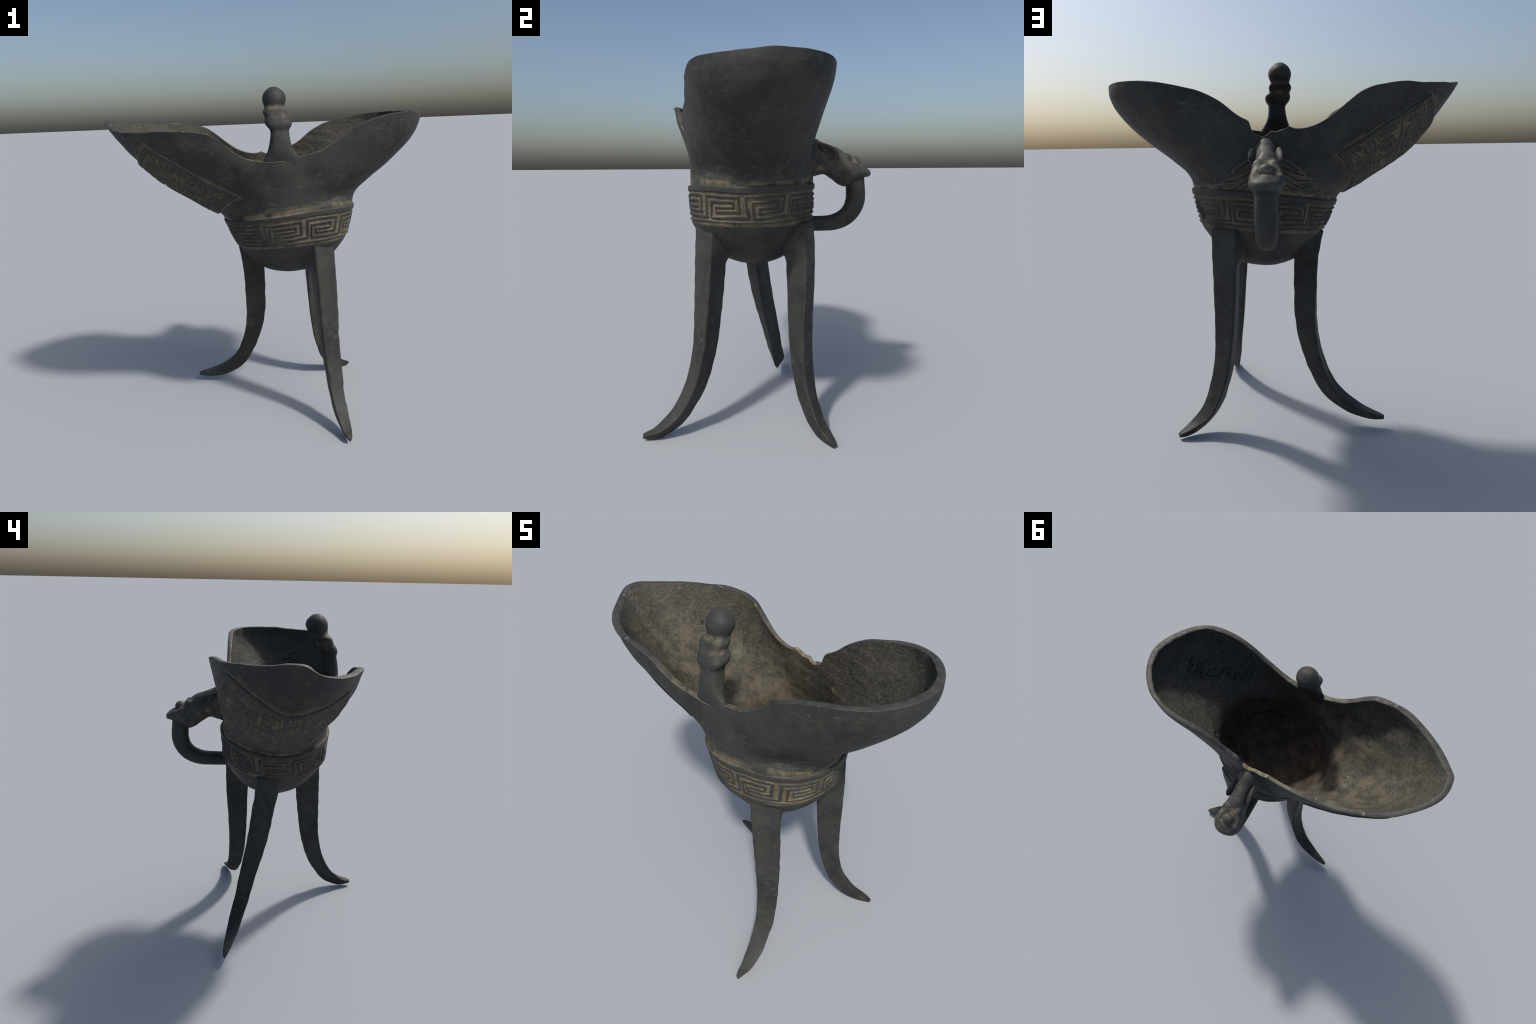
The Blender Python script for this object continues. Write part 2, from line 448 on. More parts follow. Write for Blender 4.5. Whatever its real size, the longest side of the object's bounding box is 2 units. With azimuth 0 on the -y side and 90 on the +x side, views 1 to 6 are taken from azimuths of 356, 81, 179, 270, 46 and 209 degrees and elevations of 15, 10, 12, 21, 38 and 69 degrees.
def patina(name, dirt=.5, tint=None, collar=False, creases=()):
    """dark polished bronze with faint olive bloom, dry specks and scratches"""
    m = Nodes(name)
    big, mid, fine = m.noise(3.2, 5), m.noise(11, 6, .6, .4), m.noise(70, 5, .6)
    c = m.mix(m.step(big, .38, .64), tint or DARK, GREY)
    c = m.mix(m.math('MULTIPLY', m.step(mid, .46, .70), .70), c, OLIVE)
    c = m.mix(m.math('MULTIPLY', m.step(m.noise(17, 7, .68), .54, .70), .55), c, rgb(.058, .060, .055))
    streak = m.noise(26, 4, .6, .5, m.mapped((.5, 1, 2.2), (.3, .5, .2)))
    c = m.mix(m.math('MULTIPLY', m.step(streak, .57, .76), .55 * dirt + .12), c, rgb(.092, .087, .070))
    speck = m.math('MULTIPLY', m.step(m.noise(55, 3, .5), .66, .73), m.step(m.noise(6, 3), .50, .62))
    c = m.mix(m.math('MULTIPLY', speck, dirt), c, TAN)
    rust = m.math('MULTIPLY', m.step(m.noise(9, 3, .5, .3, m.mapped((1, 1.3, .8), (1, .2, .4))), .70, .76), m.step(fine, .4, .6))
    c = m.mix(m.math('MULTIPLY', rust, .5), c, rgb(.13, .075, .038))
    if collar:      # pale dust lodged just above the lip of the band
        X = m.xyz()
        dx = m.math('SUBTRACT', X[0], .115)
        zt = m.math('ADD', m.math('MULTIPLY', dx, .095), m.math('MULTIPLY', m.math('MULTIPLY', dx, dx), -.20))
        h = m.math('SUBTRACT', m.math('SUBTRACT', X[2], zt), 1.315)
        h = m.math('ADD', h, m.math('MULTIPLY', m.math('SUBTRACT', mid, .5), .05))
        dust = m.math('MULTIPLY', m.math('SUBTRACT', 1.0, m.step(m.math('ABSOLUTE', m.math('SUBTRACT', h, .006)), .006, .024)), m.step(m.noise(9, 6, .62), .42, .62))
        c = m.mix(m.math('MULTIPLY', dust, .85), c, rgb(.165, .135, .088))
        haze = m.math('MULTIPLY', m.math('SUBTRACT', 1.0, m.step(h, .01, .13)), m.step(streak, .46, .66))
        c = m.mix(m.math('MULTIPLY', haze, .45), c, rgb(.105, .095, .070))
    for z0 in creases:      # dust caught in the grooves between knob and collars
        dz = m.math('ABSOLUTE', m.math('SUBTRACT', m.math('ADD', m.xyz()[2], m.math('MULTIPLY', m.math('SUBTRACT', mid, .5), .012)), z0))
        c = m.mix(m.math('MULTIPLY', m.step(dz, .020, .001), m.step(m.noise(15, 6, .7), .42, .66)), c, rgb(.125, .106, .072))
    rough = m.step(fine, .3, .7, .54, .70)
    return m.finish(c, rough, m.math('ADD', m.math('MULTIPLY', mid, .6), fine), .34, .004)

def ground(name, base, alt, cover=.5):
    """dry earth lodged in the sunk ground of the relief"""
    m = Nodes(name)
    mid, fine = m.noise(13, 5, .6, .3), m.noise(85, 5, .65)
    c = m.mix(m.step(mid, .36, .62), alt, base)
    c = m.mix(m.math('MULTIPLY', m.step(fine, .52, .70), .6), c, PALE)
    c = m.mix(m.math('MULTIPLY', m.step(m.noise(30, 4), .58, .72), cover), c, rgb(.055, .046, .034))
    return m.finish(c, .82, m.math('ADD', mid, fine), .5, .004, .2)

def lining(name):
    """inside of the cup: mottled earth, verdigris and bare dark metal, a brown stain in the bowl"""
    m = Nodes(name)
    warp = m.mapped((1, 1.6, 2.2), (.2, .4, .5))
    big, mid, fib, fine = m.noise(3.5, 6, .62), m.noise(10, 9, .72), m.noise(34, 7, .72, .5, warp), m.noise(90, 4, .7)
    grain = m.noise(46, 8, .75, .6, m.mapped((1, 1.3, 2.0), (.1, .5, .3)))
    c = m.mix(m.step(mid, .34, .66), rgb(.028, .0275, .023), rgb(.070, .063, .046))
    c = m.mix(m.math('MULTIPLY', m.step(grain, .46, .66), .65), c, rgb(.106, .096, .069))
    c = m.mix(m.math('MULTIPLY', m.step(fib, .56, .76), .60), c, rgb(.150, .135, .098))
    X = m.xyz()
    x = X[0]
    c = m.mix(m.math('MULTIPLY', m.step(m.noise(5.2, 10, .74), .42, .60), .78), c, m.mix(m.step(grain, .42, .66), rgb(.022, .022, .018), rgb(.078, .074, .055)))
    # warm earth collects along the floor of the spout; verdigris next to it
    floor_ = m.math('MULTIPLY', m.step(m.math('ADD', m.math('MULTIPLY', big, .5), X[2]), 2.02, 1.72), m.step(x, .12, -.10))
    c = m.mix(m.math('MULTIPLY', m.math('MULTIPLY', m.step(mid, .40, .68), floor_), .50), c, rgb(.140, .118, .078))
    c = m.mix(m.math('MULTIPLY', m.math('MULTIPLY', m.step(m.noise(6.5, 7, .7, 0, m.mapped((1, 1, 1), (.5, .1, 1))), .54, .70), floor_), .5), c, rgb(.135, .150, .112))
    c = m.mix(m.math('MULTIPLY', m.math('MULTIPLY', m.step(m.noise(7, 8, .72), .60, .72), m.step(grain, .40, .58)), .75), c, rgb(.255, .195, .122))
    tail = m.step(m.math('ADD', x, m.math('MULTIPLY', m.math('SUBTRACT', big, .5), .3)), .20, .46)
    c = m.mix(m.math('MULTIPLY', tail, .55), c, m.mix(m.step(grain, .42, .66), rgb(.034, .034, .030), rgb(.098, .092, .070)))
    high = m.step(m.math('ADD', X[2], m.math('MULTIPLY', m.math('SUBTRACT', big, .5), .30)), 1.70, 1.86)
    c = m.mix(m.math('MULTIPLY', high, .45), c, m.mix(m.step(grain, .44, .66), rgb(.036, .037, .031), rgb(.080, .078, .060)))
    deep = m.math('ADD', X[2], m.math('MULTIPLY', m.math('SUBTRACT', mid, .5), .14))
    stain = m.mix(m.step(mid, .40, .66), rgb(.044, .036, .030), rgb(.108, .082, .060))  # browns lightened to make up for the shadow deep in the bowl
    stain = m.mix(m.math('MULTIPLY', m.step(m.noise(9, 8, .72), .56, .68), .6), stain, rgb(.150, .120, .080))
    c = m.mix(m.step(deep, 1.44, 1.18), c, stain)
    c = m.mix(m.math('MULTIPLY', m.step(m.noise(70, 2, .5), .68, .74), .6), c, rgb(.020, .018, .016))
    return m.finish(c, m.step(fine, .3, .7, .62, .80), m.math('ADD', m.math('MULTIPLY', mid, 1.2), m.math('ADD', fib, m.math('MULTIPLY', fine, .5))), .45, .006, .3)

def fracture(name):
    m = Nodes(name)
    mid, fine = m.noise(35, 5, .6), m.noise(130, 4, .6)
    c = m.mix(m.step(mid, .38, .62), rgb(.14, .118, .080), rgb(.225, .195, .138))
    c = m.mix(m.math('MULTIPLY', m.step(fine, .6, .7), .6), c, rgb(.10, .08, .05))
    return m.finish(c, .9, fine, .6, .006, .2)

def lipmat(name):
    m = Nodes(name)
    big, mid, fine = m.noise(7, 4), m.noise(24, 5, .6), m.noise(90, 4)
    c = m.mix(m.step(mid, .36, .66), rgb(.036, .0365, .0345), rgb(.058, .057, .050))
    spot = m.math('MULTIPLY', m.step(m.noise(14, 3, .5), .67, .71), .8)
    c = m.mix(spot, c, rgb(.20, .175, .120))
    saddle = m.math('MULTIPLY', m.step(m.math('ADD', m.xyz()[2], m.math('MULTIPLY', m.math('SUBTRACT', big, .5), .12)), 1.74, 1.63), m.step(mid, .30, .55))
    c = m.mix(m.math('MULTIPLY', saddle, .75), c, rgb(.125, .112, .078))     # dust settled in the low saddles of the rim
    return m.finish(c, m.step(fine, .3, .7, .45, .65), fine, .2, .003)

M_WALL = patina('dark_bronze_patina', .75, collar=True)
M_METAL = patina('dark_bronze_metal', .45)
M_RIDGE = patina('rubbed_bronze_ridge', .35, rgb(.033, .034, .034))
M_GROUND = ground('earth_in_meander', rgb(.130, .109, .077), rgb(.076, .065, .049), .45)
M_PGROUND = ground('earth_in_panel', rgb(.140, .123, .087), rgb(.094, .084, .061), .3)
def halo_mat(name):
    m = Nodes(name)
    mid, fine = m.noise(16, 6, .65), m.noise(70, 5, .6)
    c = m.mix(m.step(mid, .34, .60), DARK, rgb(.088, .076, .050))
    c = m.mix(m.math('MULTIPLY', m.step(fine, .55, .7), .5), c, rgb(.12, .10, .066))
    return m.finish(c, .7, fine, .2, .004)
M_HALO = halo_mat('dust_round_panel')
M_LINING = lining('earthy_lining')
M_FRACT = fracture('broken_edge')
M_LIP = lipmat('pale_lip')

# ------------------------------------------------------------------ root
root = bpy.data.objects.new('ritual_wine_cup', None)
bpy.context.scene.collection.objects.link(root)
root['label'] = 'dark bronze three-legged ritual wine cup with spout and beast handle'
root['category'] = 'bronze vessel'

# ------------------------------------------------------------------ cup parts cut from one smooth surface
Vall = ALL.reshape(-1, 3)
Nall = grid_normals(ALL).reshape(-1, 3)
i, j = np.meshgrid(np.arange(NROW - 1), np.arange(NU), indexing='ij')
j2 = (j + 1) % NU
QUADS = np.stack([i * NU + j, i * NU + j2, (i + 1) * NU + j2, (i + 1) * NU + j], -1)
ridge_all = np.concatenate([RIDGE, np.ones((NROW - len(RIDGE), NU))])
panel_all = np.zeros((NROW, NU), bool); panel_all[R1:R1 + n_wall] = PANEL
rib_all = np.zeros((NROW, NU), bool); rib_all[R1:R1 + n_wall] = RIBZONE
fr_ridge = .25 * (ridge_all[:-1] + ridge_all[1:] + np.roll(ridge_all, -1, 1)[:-1] + np.roll(ridge_all, -1, 1)[1:])
fi = i
region = np.full(i.shape, -1)
region[fi < R0] = 0
region[(fi >= R0) & (fi < R1)] = 1
region[(fi >= R1) & (fi < ROW_LIP0)] = 2
region[(region == 2) & panel_all[:-1]] = 3
region[(fi >= ROW_LIP0) & (fi < ROW_LIP1)] = 4
region[fi >= ROW_LIP1] = 5
frac_cols = np.broadcast_to(FRACTURE, i.shape)
slots = np.zeros(i.shape, int)
wear = .5 + .22 * np.clip(wobble(.25 * (ALL[:-1] + ALL[1:]) * 2, 30, 2), -1.4, 1.4) + .10 * np.clip(wobble(ALL[:-1], 110, 4), -1.5, 1.5)
slots[(region == 1) & (fr_ridge < wear)] = 1
slots[(region == 3) & (fr_ridge < .5)] = 1
slots[(region == 2) & rib_all[:-1] & (fr_ridge < .5)] = 1
edge_all = np.full((NROW, NU), -9.0); edge_all[R1:R1 + n_wall] = edge + .004 * wobble(Pw, 20, 2) + .004 * wobble(Pw, 75, 3)
halo = (region == 2) & (edge_all[:-1] > -.012 - .020 * rng.random(region.shape) ** 2 - .004) 
slots[halo] = 2
slots[(region == 4) & frac_cols] = 1
PARTS = [('bowl', [M_METAL]), ('meander_band', [M_RIDGE, M_GROUND]), ('cup_wall', [M_WALL, M_PGROUND, M_HALO]),
         ('relief_panel', [M_RIDGE, M_PGROUND]), ('rim', [M_LIP, M_FRACT]), ('lining', [M_LINING])]
cup = bpy.data.objects.new('cup', None)
link(cup, root)
for k, (nm, mats) in enumerate(PARTS):
    sel = region == k
    q4 = QUADS[sel]
    ids, inv = np.unique(q4, return_inverse=True)
    add_mesh(nm, cup, Vall[ids], inv.reshape(q4.shape), mats, slots[sel], normals=Nall[ids])
# close the two poles
for nm, row, mat in (('bowl_bottom', 0, M_METAL), ('lining_bottom', NROW - 1, M_LINING)):
    ring = ALL[row]
    ctr = ring.mean(0)
    V = np.vstack([ring, ctr + (ring - ctr) * .02])
    F = tube_faces(2, NU)
    if row == 0:
        F = F[:, ::-1]
    add_mesh(nm, cup, V, F, [mat])

def inside_bowl_wall(V):
    """push the buried root of a leg or handle out of the hollow, into the thickness of the bowl"""
    V = V.copy()
    ring = band(PHI, np.zeros(NU)); pole = np.array([.118, .004, .891])
    ang = np.arctan2(ring[:, 1] - pole[1], ring[:, 0] - pole[0]); o = np.argsort(ang)
    rad = np.hypot(ring[:, 0] - pole[0], ring[:, 1] - pole[1])
    va = np.arctan2(V[:, 1] - pole[1], V[:, 0] - pole[0]); vr = np.hypot(V[:, 0] - pole[0], V[:, 1] - pole[1])
    rr, zr = np.interp(va, ang[o], rad[o], period=2 * math.pi), np.interp(va, ang[o], ring[o, 2], period=2 * math.pi)
    p = np.clip((V[:, 2] - .005 - pole[2]) / (zr - pole[2]), 0, 1) ** (1 / 2.7)
    lim = np.maximum(p * rr - .004, 0)
    k2 = np.where((V[:, 2] > .885) & (vr < lim), lim / np.maximum(vr, .01), 1)
    V[:, 0], V[:, 1] = pole[0] + (V[:, 0] - pole[0]) * k2, pole[1] + (V[:, 1] - pole[1]) * k2
    return V

# ------------------------------------------------------------------ legs: curved blades of triangular section
def leg(path, sizes, out_top, out_tip, seed):
    C = catmull(path, per=12)
    s = arclen(C); s /= s[-1]
    n = 130
    ss = np.linspace(0, 1, n)
    C = np.stack([np.interp(ss, s, C[:, k]) for k in range(3)], -1)
    for _ in range(6):
        C[1:-1] = C[1:-1] * .5 + .25 * (C[2:] + C[:-2])
    T = norm(np.gradient(C, axis=0))
    zs, ws = np.array(sizes)[:, 0], np.array(sizes)[:, 1]
    w = np.interp(ss, zs, ws)
    h = norm(np.array(out_top)[None] * (1 - ss[:, None]) + np.array(out_tip)[None] * ss[:, None])
    plumb = np.abs(T[:, 2:3])
    h = norm(h * plumb + np.array([0, 0, 1.0]) * (1 - plumb))
    O = norm(h - (h * T).sum(1, keepdims=True) * T)
    B = np.cross(T, O)
    # rounded triangle: flat outer face, keel on the inside
    nc = 60
    th = np.linspace(0, 2 * math.pi, nc, endpoint=False)
    corner = [(.52, .24), (-.52, .24), (0, -.76)]
    sec = []
    pts = np.array(corner)
    rnd = .085
    for k in range(3):
        p, a, b = pts[k], pts[k - 1], pts[(k + 1) % 3]
        da, db = norm(a - p), norm(b - p)
        s0, s1 = p + da * rnd * 1.9, p + db * rnd * 1.9
        for t in np.linspace(0, 1, 7):
            sec.append((1 - t) ** 2 * s0 + 2 * t * (1 - t) * p + t * t * s1)
        for t in np.linspace(0, 1, 15)[1:-1]:
            sec.append(s1 + (b + (p - b) / np.linalg.norm(p - b) * rnd * 1.9 - s1) * t)
    sec = np.array(sec)
    rings = C[:, None] + w[:, None, None] * (sec[None, :, :1] * B[:, None] + sec[None, :, 1:] * O[:, None])
    web = sstep(.90, 1.04, C[:, 2])[:, None]          # the keel spreads where it meets the bowl
    side = np.where(sec[None, :, 1] < .15, (.15 - sec[None, :, 1]) * web * .65, 0) * np.sign(sec[None, :, 0])
    rings += (w[:, None] * side)[..., None] * B[:, None]
    # centre the outline of every section on the measured spine
    mid = .5 * (rings.max(1) + rings.min(1)) - C
    mid[:, 2] = 0
    flat = .26 * w[:, None] * O
    shift = np.where(C[:, 2:3] > .9, 0, -mid) * plumb + flat * (1 - plumb)
    k0 = np.argmax(C[:, 2] <= .9)
    shift[:k0] = shift[k0] * (w[:k0, None] / w[k0])
    rings += shift[:, None]
    ctr = rings.mean(1, keepdims=True)
    bump = .0013 * wobble(rings + seed, 14, 2) + .0012 * wobble(rings + seed, 60, 1) - .0028 * sstep(.75, 1.3, wobble(rings + seed, 26, 3))
    rings += norm(rings - ctr) * bump[..., None] * (w / .1)[:, None, None].clip(0, 1)
    return capped(rings)

LEG_SIZE = [(0, .160), (.12, .154), (.25, .147), (.42, .131), (.55, .119), (.66, .109), (.76, .099), (.86, .083), (.94, .060), (.98, .040), (1, .022)]
def with_scale(k):
    return [(a, b * k) for a, b in LEG_SIZE]
LEGS = [
    ([(.288, -.243, 1.126), (.296, -.256, 1.0), (.306, -.266, .86), (.318, -.279, .69), (.328, -.302, .485), (.335, -.324, .385),
      (.343, -.355, .287), (.346, -.397, .20), (.352, -.453, .121), (.360, -.528, .060), (.366, -.590, .032), (.369, -.640, .034)],
     1.04, (.53, -.85, 0), (.35, -.93, 0)),
    ([(.322, .208, 1.126), (.327, .214, 1.0), (.329, .216, .90), (.331, .216, .745), (.339, .213, .567), (.352, .214, .425), (.367, .220, .338),
      (.390, .229, .254), (.420, .246, .174), (.468, .264, .104), (.511, .281, .070), (.565, .307, .043), (.603, .322, .034)],
     1.02, (.46, .89, 0), (.72, .69, 0)),
    ([(-.126, .004, 1.082), (-.112, .012, 1.0), (-.100, .030, .883), (-.097, .048, .745), (-.099, .077, .582), (-.129, .119, .405), (-.211, .165, .214),
      (-.297, .190, .129), (-.368, .208, .086), (-.457, .231, .057), (-.516, .243, .050)],
     .95, (-1, .02, 0), (-.88, .44, 0)),
]
for k, (path, sc, o0, o1) in enumerate(LEGS):
    path = np.array(path) + np.array([(-.003, .002, 0), (.001, .002, 0), (-.005, .006, 0)][k])
    G = leg(path, with_scale(sc), o0, o1, k * 3.1)
    nr, nc = G.shape[:2]
    V = G.reshape(-1, 3)
    low = V[:, 2].min() if k < 2 else -.004            # the third foot hangs just clear of the ground
    V[:, 2] -= low * np.clip(1 - V[:, 2] / .9, 0, 1)
    V = inside_bowl_wall(V)
    add_mesh('leg', root, V, tube_faces(nr, nc), [M_METAL])

# ------------------------------------------------------------------ post with knob and collars
def round_stack(levels, nc=72, dy=0, seed=0, n=None):
    """levels: (z, cx, cy, rx, ry) lofted through smooth interpolation"""
    L = catmull(np.array(levels, float), per=8)
    a = np.linspace(0, 2 * math.pi, nc, endpoint=False)
    G = np.stack([L[:, 1:2] + L[:, 3:4] * np.cos(a), L[:, 2:3] + L[:, 4:5] * np.sin(a), L[:, :1] * np.ones(nc)], -1)
    return G
POST = [(1.53, .046, -.345, .100, .008), (1.57, .046, -.349, .104, .015), (1.602, .046, -.351, .100, .021),
        (1.630, .047, -.350, .087, .029), (1.655, .045, -.347, .074, .036), (1.69, .042, -.338, .0625, .044), (1.73, .040, -.329, .0565, .049), (1.764, .040, -.320, .055, .050),
        (1.776, .0395, -.317, .058, .052), (1.790, .039, -.314, .069, .057), (1.806, .0375, -.311, .0755, .060), (1.821, .035, -.306, .0725, .058),
        (1.833, .030, -.301, .064, .053), (1.842, .026, -.296, .0595, .050), (1.852, .024, -.290, .0605, .052), (1.863, .023, -.284, .0635, .053),
        (1.874, .023, -.277, .062, .052), (1.884, .0235, -.268, .056, .049), (1.892, .024, -.261, .0525, .048), (1.903, .0245, -.252, .055, .0525),
        (1.918, .025, -.246, .0615, .060), (1.936, .025, -.242, .0650, .064), (1.954, .025, -.241, .0632, .0625), (1.972, .0245, -.241, .0545, .0545),
        (1.986, .024, -.241, .041, .041), (1.995, .024, -.241, .026, .026), (1.999, .024, -.241, .013, .013), (2.000, .024, -.241, .004, .004)]
M_POST = patina('post_bronze', .5, rgb(.030, .0305, .0295), creases=(1.889, 1.843))
PG = round_stack(POST, nc=96)
mid_ = PG.mean(1, keepdims=True)                      # stem and collars are squarish in plan, the knob round
ext = (PG.max(1) - PG.min(1))[:, None, :2] / 2
uv_ = (PG - mid_)[..., :2] / ext
sq = (np.abs(uv_[..., 0]) ** 3 + np.abs(uv_[..., 1]) ** 3) ** (-1 / 3)
kq = (sstep(1.64, 1.70, PG[..., 2]) * (1 - sstep(1.875, 1.905, PG[..., 2])))
PG[..., :2] = mid_[..., :2] + uv_ * ext * (1 + (sq - 1) * kq)[..., None]
PG = capped(PG)
PG += norm(PG - PG.mean(1, keepdims=True)) * (.0042 * wobble(PG, 19, 1) + .0016 * wobble(PG, 48, 2))[..., None] * np.clip((np.linalg.norm(PG - PG.mean(1, keepdims=True), axis=-1) / .05), 0, 1)[..., None] ** 1.5
PG[..., 2] += np.where(PG[..., 2] < 1.9, .10 * (PG[..., 1] - PG.mean(1, keepdims=True)[..., 1]), 0) * sstep(1.70, 1.80, PG[..., 2]) * (1 - sstep(1.86, 1.90, PG[..., 2]))
PN = grid_normals(PG); PN[-10:] = (0, 0, 1); PN = PN.reshape(-1, 3)
pz = PG[..., 2].mean(1)
pcuts = [-9, 1.770, 1.843, 1.889, 9]
post = link(bpy.data.objects.new('post', None), root)
for k, nm in enumerate(('stem', 'collar', 'collar', 'knob')):
    rows = np.where((pz[:-1] >= pcuts[k]) & (pz[:-1] < pcuts[k + 1]))[0]
    lo, hi = rows[0] * 96, (rows[-1] + 2) * 96
    add_mesh(nm, post, PG.reshape(-1, 3)[lo:hi], tube_faces(len(rows) + 1, 96), [M_POST], normals=PN[lo:hi])

# ------------------------------------------------------------------ handle: beast head biting a loop
HX = .108
def superring(cx, cy, cz, hw, hh, ey, ez, nc=64, p=2.4):
    a = np.linspace(0, 2 * math.pi, nc, endpoint=False)
    c, s = np.cos(a), np.sin(a)
    X = np.sign(c) * np.abs(c) ** (2 / p) * hw
    Z = np.sign(s) * np.abs(s) ** (2 / p) * hh
    return np.stack([cx + X, cy + ey * Z, cz + ez * Z], -1)
loop_path = catmull([(.566, 1.40), (.568, 1.33), (.571, 1.265), (.569, 1.222), (.555, 1.178), (.526, 1.139), (.487, 1.113), (.44, 1.098), (.39, 1.094), (.34, 1.094), (.255, 1.096)], per=8)
T2 = norm(np.gradient(loop_path, axis=0))
tt = np.linspace(0, 1, len(loop_path))
hwid = np.interp(tt, [0, .5, 1], [.052, .052, .044])
hthk = np.interp(tt, [0, .35, .62, .8, 1], [.050, .052, .047, .041, .040])
rings = []
for k, (p, t) in enumerate(zip(loop_path, T2)):
    nrm2 = np.array([-t[1], t[0]])
    rings.append(superring(HX + .004 * tt[k], p[0], p[1], hwid[k], hthk[k], nrm2[0], nrm2[1], p=2.3))
G = capped(rings)
G += norm(G - G.mean(1, keepdims=True)) * (.0016 * wobble(G, 28, 3))[..., None]
handle = link(bpy.data.objects.new('handle', None), root)
F = tube_faces(*G.shape[:2])
V = G.reshape(-1, 3)
V = np.where((V[:, 1] < .33)[:, None], inside_bowl_wall(V), V)
add_mesh('loop', handle, V, F, [patina('handled_bronze', 1.0)])

HEAD = [  # y, z low, z high, half width, squareness, x offset
    (.284, 1.345, 1.580, .080, 2.4, .0), (.306, 1.350, 1.573, .077, 2.4, .0), (.335, 1.358, 1.561, .074, 2.3, .0), (.385, 1.368, 1.541, .072, 2.3, .0),
    (.432, 1.340, 1.526, .071, 2.3, -.003), (.470, 1.314, 1.508, .072, 2.4, -.004), (.500, 1.302, 1.480, .074, 2.4, -.004), (.530, 1.310, 1.460, .077, 2.5, -.004),
    (.560, 1.336, 1.446, .078, 2.5, -.004), (.590, 1.347, 1.425, .077, 2.5, -.004), (.616, 1.350, 1.407, .069, 2.4, -.004), (.636, 1.352, 1.396, .054, 2.3, -.004),
    (.647, 1.354, 1.388, .036, 2.1, -.004), (.652, 1.360, 1.380, .020, 2, -.004)]
Hd = catmull(np.array(HEAD), per=7)
rings = np.array([superring(HX + r_[5], r_[0], (r_[1] + r_[2]) / 2, r_[3], (r_[2] - r_[1]) / 2, 0, 1, nc=96, p=r_[4]) for r_ in Hd])
# narrow the top of neck, hollow the cheeks around nose and eyes
relz = (rings[..., 2] - Hd[:, 1:2]) / (Hd[:, 2:3] - Hd[:, 1:2])
narrow = 1 - .32 * sstep(.45, 1, relz) * (1 - sstep(.42, .56, rings[..., 1])) - .25 * sstep(.5, 0, relz) * (1 - sstep(.36, .50, rings[..., 1]))
rings[..., 0] = HX + (rings[..., 0] - HX) * narrow
def dent(center, rad, depth):
    global rings
    c = np.array(center)
    k = np.exp(-(np.linalg.norm(rings - c, axis=-1) / rad) ** 2)
    rings = rings + norm(rings - rings.mean(1, keepdims=True)) * (depth * k)[..., None]
for sx in (-1, 1):
    dent((HX - .006 + sx * .050, 0.513, 1.462), .024, .019)       # swelling that carries the eye
    dent((HX - .006 + sx * .030, 0.526, 1.477), .017, .012)       # brow ridge
    dent((HX - .006 + sx * .044, 0.581, 1.432), .017, -.019)      # hollow beside the nose
    dent((HX - .006 + sx * .060, 0.591, 1.415), .016, .010)
    dent((HX + sx * .062, .455, 1.400), .045, -.010)
    dent((HX + sx * .050, .400, 1.440), .040, -.010)             # hollow under the ear
dent((HX - .006, 0.539, 1.470), .016, -.010)
dent((HX - .006, .500, 1.500), .028, .006)
dent((HX - .006, 0.616, 1.412), .022, .006)
dent((HX - .006, 0.641, 1.362), .020, -.010)                      # mouth under the upper lip
rings += norm(rings - rings.mean(1, keepdims=True)) * (.0022 * wobble(rings, 34, 2) + .0014 * wobble(rings, 80, 1))[..., None]
G = capped(rings)
def beastmat(name):
    m = Nodes(name)
    pt = m.point()
    mid, fine = m.noise(14, 5, .6, .3), m.noise(60, 4, .6)
    c = m.mix(m.step(mid, .4, .62), rgb(.040, .041, .040), rgb(.072, .069, .058))
    crev = m.math('MULTIPLY', m.step(m.math('ADD', pt, m.math('MULTIPLY', m.math('SUBTRACT', mid, .5), .08)), .499, .478), .85)
    c = m.mix(crev, c, rgb(.185, .150, .096))
    c = m.mix(m.math('MULTIPLY', m.step(m.noise(38, 3), .64, .71), .5), c, TAN)
    d = m.t.nodes.new('ShaderNodeVectorMath'); d.operation = 'DISTANCE'
    m.t.links.new(m.co, d.inputs[0]); d.inputs[1].default_value = (HX - .004, .560, 1.434)
    ring = m.math('ADD', d.outputs['Value'], m.math('MULTIPLY', m.math('SUBTRACT', mid, .5), .05))
    ring = m.math('MULTIPLY', m.math('MULTIPLY', m.step(ring, .039, .047), m.step(ring, .072, .054)), m.step(m.xyz()[2], 1.412, 1.44))
    c = m.mix(m.math('MULTIPLY', ring, .8), c, rgb(.165, .142, .100))       # earth lodged round nose and brows
    return m.finish(c, m.step(fine, .3, .7, .50, .68), m.math('ADD', mid, fine), .25, .004)
M_BEAST = beastmat('beast_head_bronze')
M_EAR = patina('dusty_ear', 1.2, rgb(.060, .052, .038))
add_mesh('beast_head', handle, G.reshape(-1, 3), tube_faces(*G.shape[:2])[:, ::-1], [M_BEAST])

def ellipsoid(name, parent, c, radii, axes, mat, cup_depth=0.0, nu=40, nv=28):
    e = np.linspace(-math.pi / 2 + .03, math.pi / 2 - .03, nv)
    a = np.linspace(0, 2 * math.pi, nu, endpoint=False)
    L = np.stack([np.cos(e)[:, None] * np.cos(a), np.cos(e)[:, None] * np.sin(a), np.sin(e)[:, None] * np.ones(nu)], -1)
    L = L * np.array(radii)
    if cup_depth:
        L[..., 1] -= cup_depth * np.exp(-((L[..., 0] / radii[0]) ** 2 + (L[..., 2] / radii[2]) ** 2) * 2) * (L[..., 1] > 0)
        L[..., 2] *= 1 - .45 * (L[..., 0] / radii[0])
    A = np.array([norm(np.array(v, float)) for v in axes])
    P = capped(L @ A + np.array(c))
    add_mesh(name, parent, P.reshape(-1, 3), tube_faces(*P.shape[:2]), [mat])
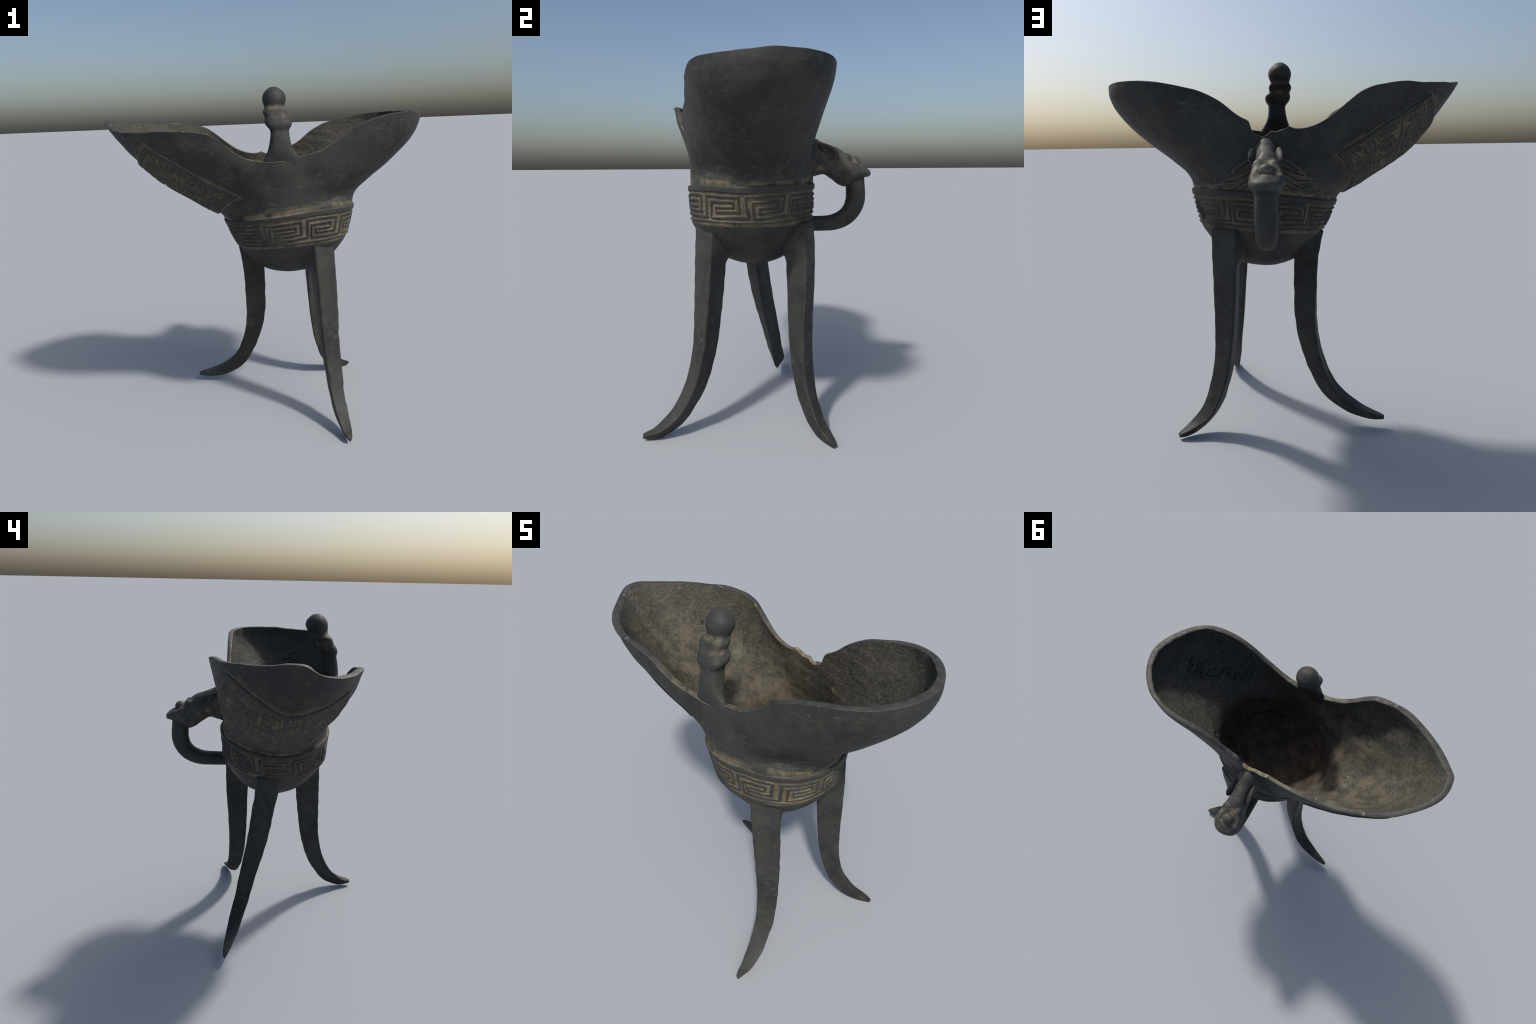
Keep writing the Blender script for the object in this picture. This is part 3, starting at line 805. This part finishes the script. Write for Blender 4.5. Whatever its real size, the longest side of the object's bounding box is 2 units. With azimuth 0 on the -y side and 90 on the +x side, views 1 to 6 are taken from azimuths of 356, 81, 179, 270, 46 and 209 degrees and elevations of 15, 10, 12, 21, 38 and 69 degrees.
ellipsoid('nose', handle, (HX - .004, .563, 1.432), (.036, .034, .033), ((1, 0, 0), (0, .93, -.37), (0, .37, .93)), M_BEAST)
for sx in (-1, 1):
    lng = norm(np.array([0, -.80, .58]))                 # ear runs back and up along the neck
    sid = np.array([sx * .80, -.0, -.45])                # its hollow faces out and down
    sid = norm(sid - lng * (sid @ lng))
    wdt = np.cross(lng, sid)
    if wdt[2] < 0:
        wdt = -wdt
    ellipsoid('ear', handle, (HX + sx * .065, .392, 1.492), (.068, .020, .030), (lng, sid, wdt), M_EAR, .020)
    ellipsoid('eye', handle, (HX - .004 + sx * .048, .508, 1.455), (.017, .019, .014), ((1, 0, 0), (0, 1, 0), (0, 0, 1)), M_METAL)

# ------------------------------------------------------------------ faded ink inscription inside the tail
INK = [[(-19.1, .675), (-16.3, .657), (-13.8, .639), (-13.3, .615), (-14.1, .586), (-11.0, .574), (-9.3, .566), (-9.3, .55), (-10.4, .527)],
       [(-10.4, .491), (-11.0, .515), (-14.6, .538), (-18.6, .562), (-19.1, .58), (-18.3, .592), (-16.9, .58), (-15.2, .538), (-14.9, .503), (-12.7, .491), (-10.4, .491)],
       [(-22.2, .58), (-20.0, .544), (-16.3, .503), (-13.5, .473), (-12.9, .45), (-14.1, .426)],
       [(-26.4, .491), (-23.3, .479), (-21.7, .485), (-19.4, .473), (-17.4, .456), (-18.0, .432), (-20.5, .432), (-24.2, .473)], [(-22.5, .456), (-19.4, .414)],
       [(-24.5, .426), (-21.9, .396), (-20.0, .402)], [(-21.9, .396), (-27.3, .42), (-32.9, .467), (-32.7, .444), (-32.6, .391), (-33.0, .343), (-35.7, .361), (-38.8, .367)],
       [(-26.4, .414), (-28.7, .398), (-31.2, .396)], [(-37.7, .491), (-34.3, .432), (-29.2, .355)], [(-38.8, .444), (-36.5, .385), (-36.0, .355)],
       [(-41.6, .432), (-40.2, .373), (-40.8, .343), (-44.2, .396), (-47.5, .479), (-46.6, .408), (-47.0, .379), (-50.3, .444), (-53.4, .533)], [(-49.5, .533), (-52.0, .527)]]
def on_lining(pt):
    """position and inward normal on the inside wall at (degrees, height fraction)"""
    fi_, ti_ = (pt[:, 0] + 180) / 360 * NU, pt[:, 1] * (n_wall - 1) + R1
    a0, b0 = np.floor(ti_).astype(int), np.floor(fi_).astype(int)
    fa, fb = (ti_ - a0)[:, None], (fi_ - b0)[:, None]
    def pick(G):
        return ((1 - fa) * (1 - fb) * G[a0, b0 % NU] + fa * (1 - fb) * G[a0 + 1, b0 % NU] + (1 - fa) * fb * G[a0, (b0 + 1) % NU] + fa * fb * G[a0 + 1, (b0 + 1) % NU])
    return pick(INN), norm(pick(NI))
m_ink = Nodes('faded_ink')
M_INK = m_ink.finish(m_ink.mix(m_ink.step(m_ink.noise(60, 4), .40, .70), rgb(.011, .011, .011), rgb(.028, .028, .026)), .7)
IV, IF, off = [], [], 0
for k, L in enumerate(INK):
    Q, nq = on_lining(catmull(L, per=10))
    tq = norm(np.gradient(Q, axis=0))
    bq = norm(np.cross(nq, tq))
    wq = (.0048 - .0018 * k / 11) * (1 + .25 * wobble(Q, 40, 1))
    aq = np.linspace(0, 2 * math.pi, 8, endpoint=False)
    G = Q[:, None] + bq[:, None] * (np.cos(aq) * wq[:, None])[..., None] + nq[:, None] * (np.sin(aq) * .0012 + .0008)[None, :, None]
    IV.append(G.reshape(-1, 3)); IF.append(tube_faces(len(Q), 8) + off); off += len(Q) * 8
add_mesh('inscription', cup, np.concatenate(IV), np.concatenate(IF), [M_INK])
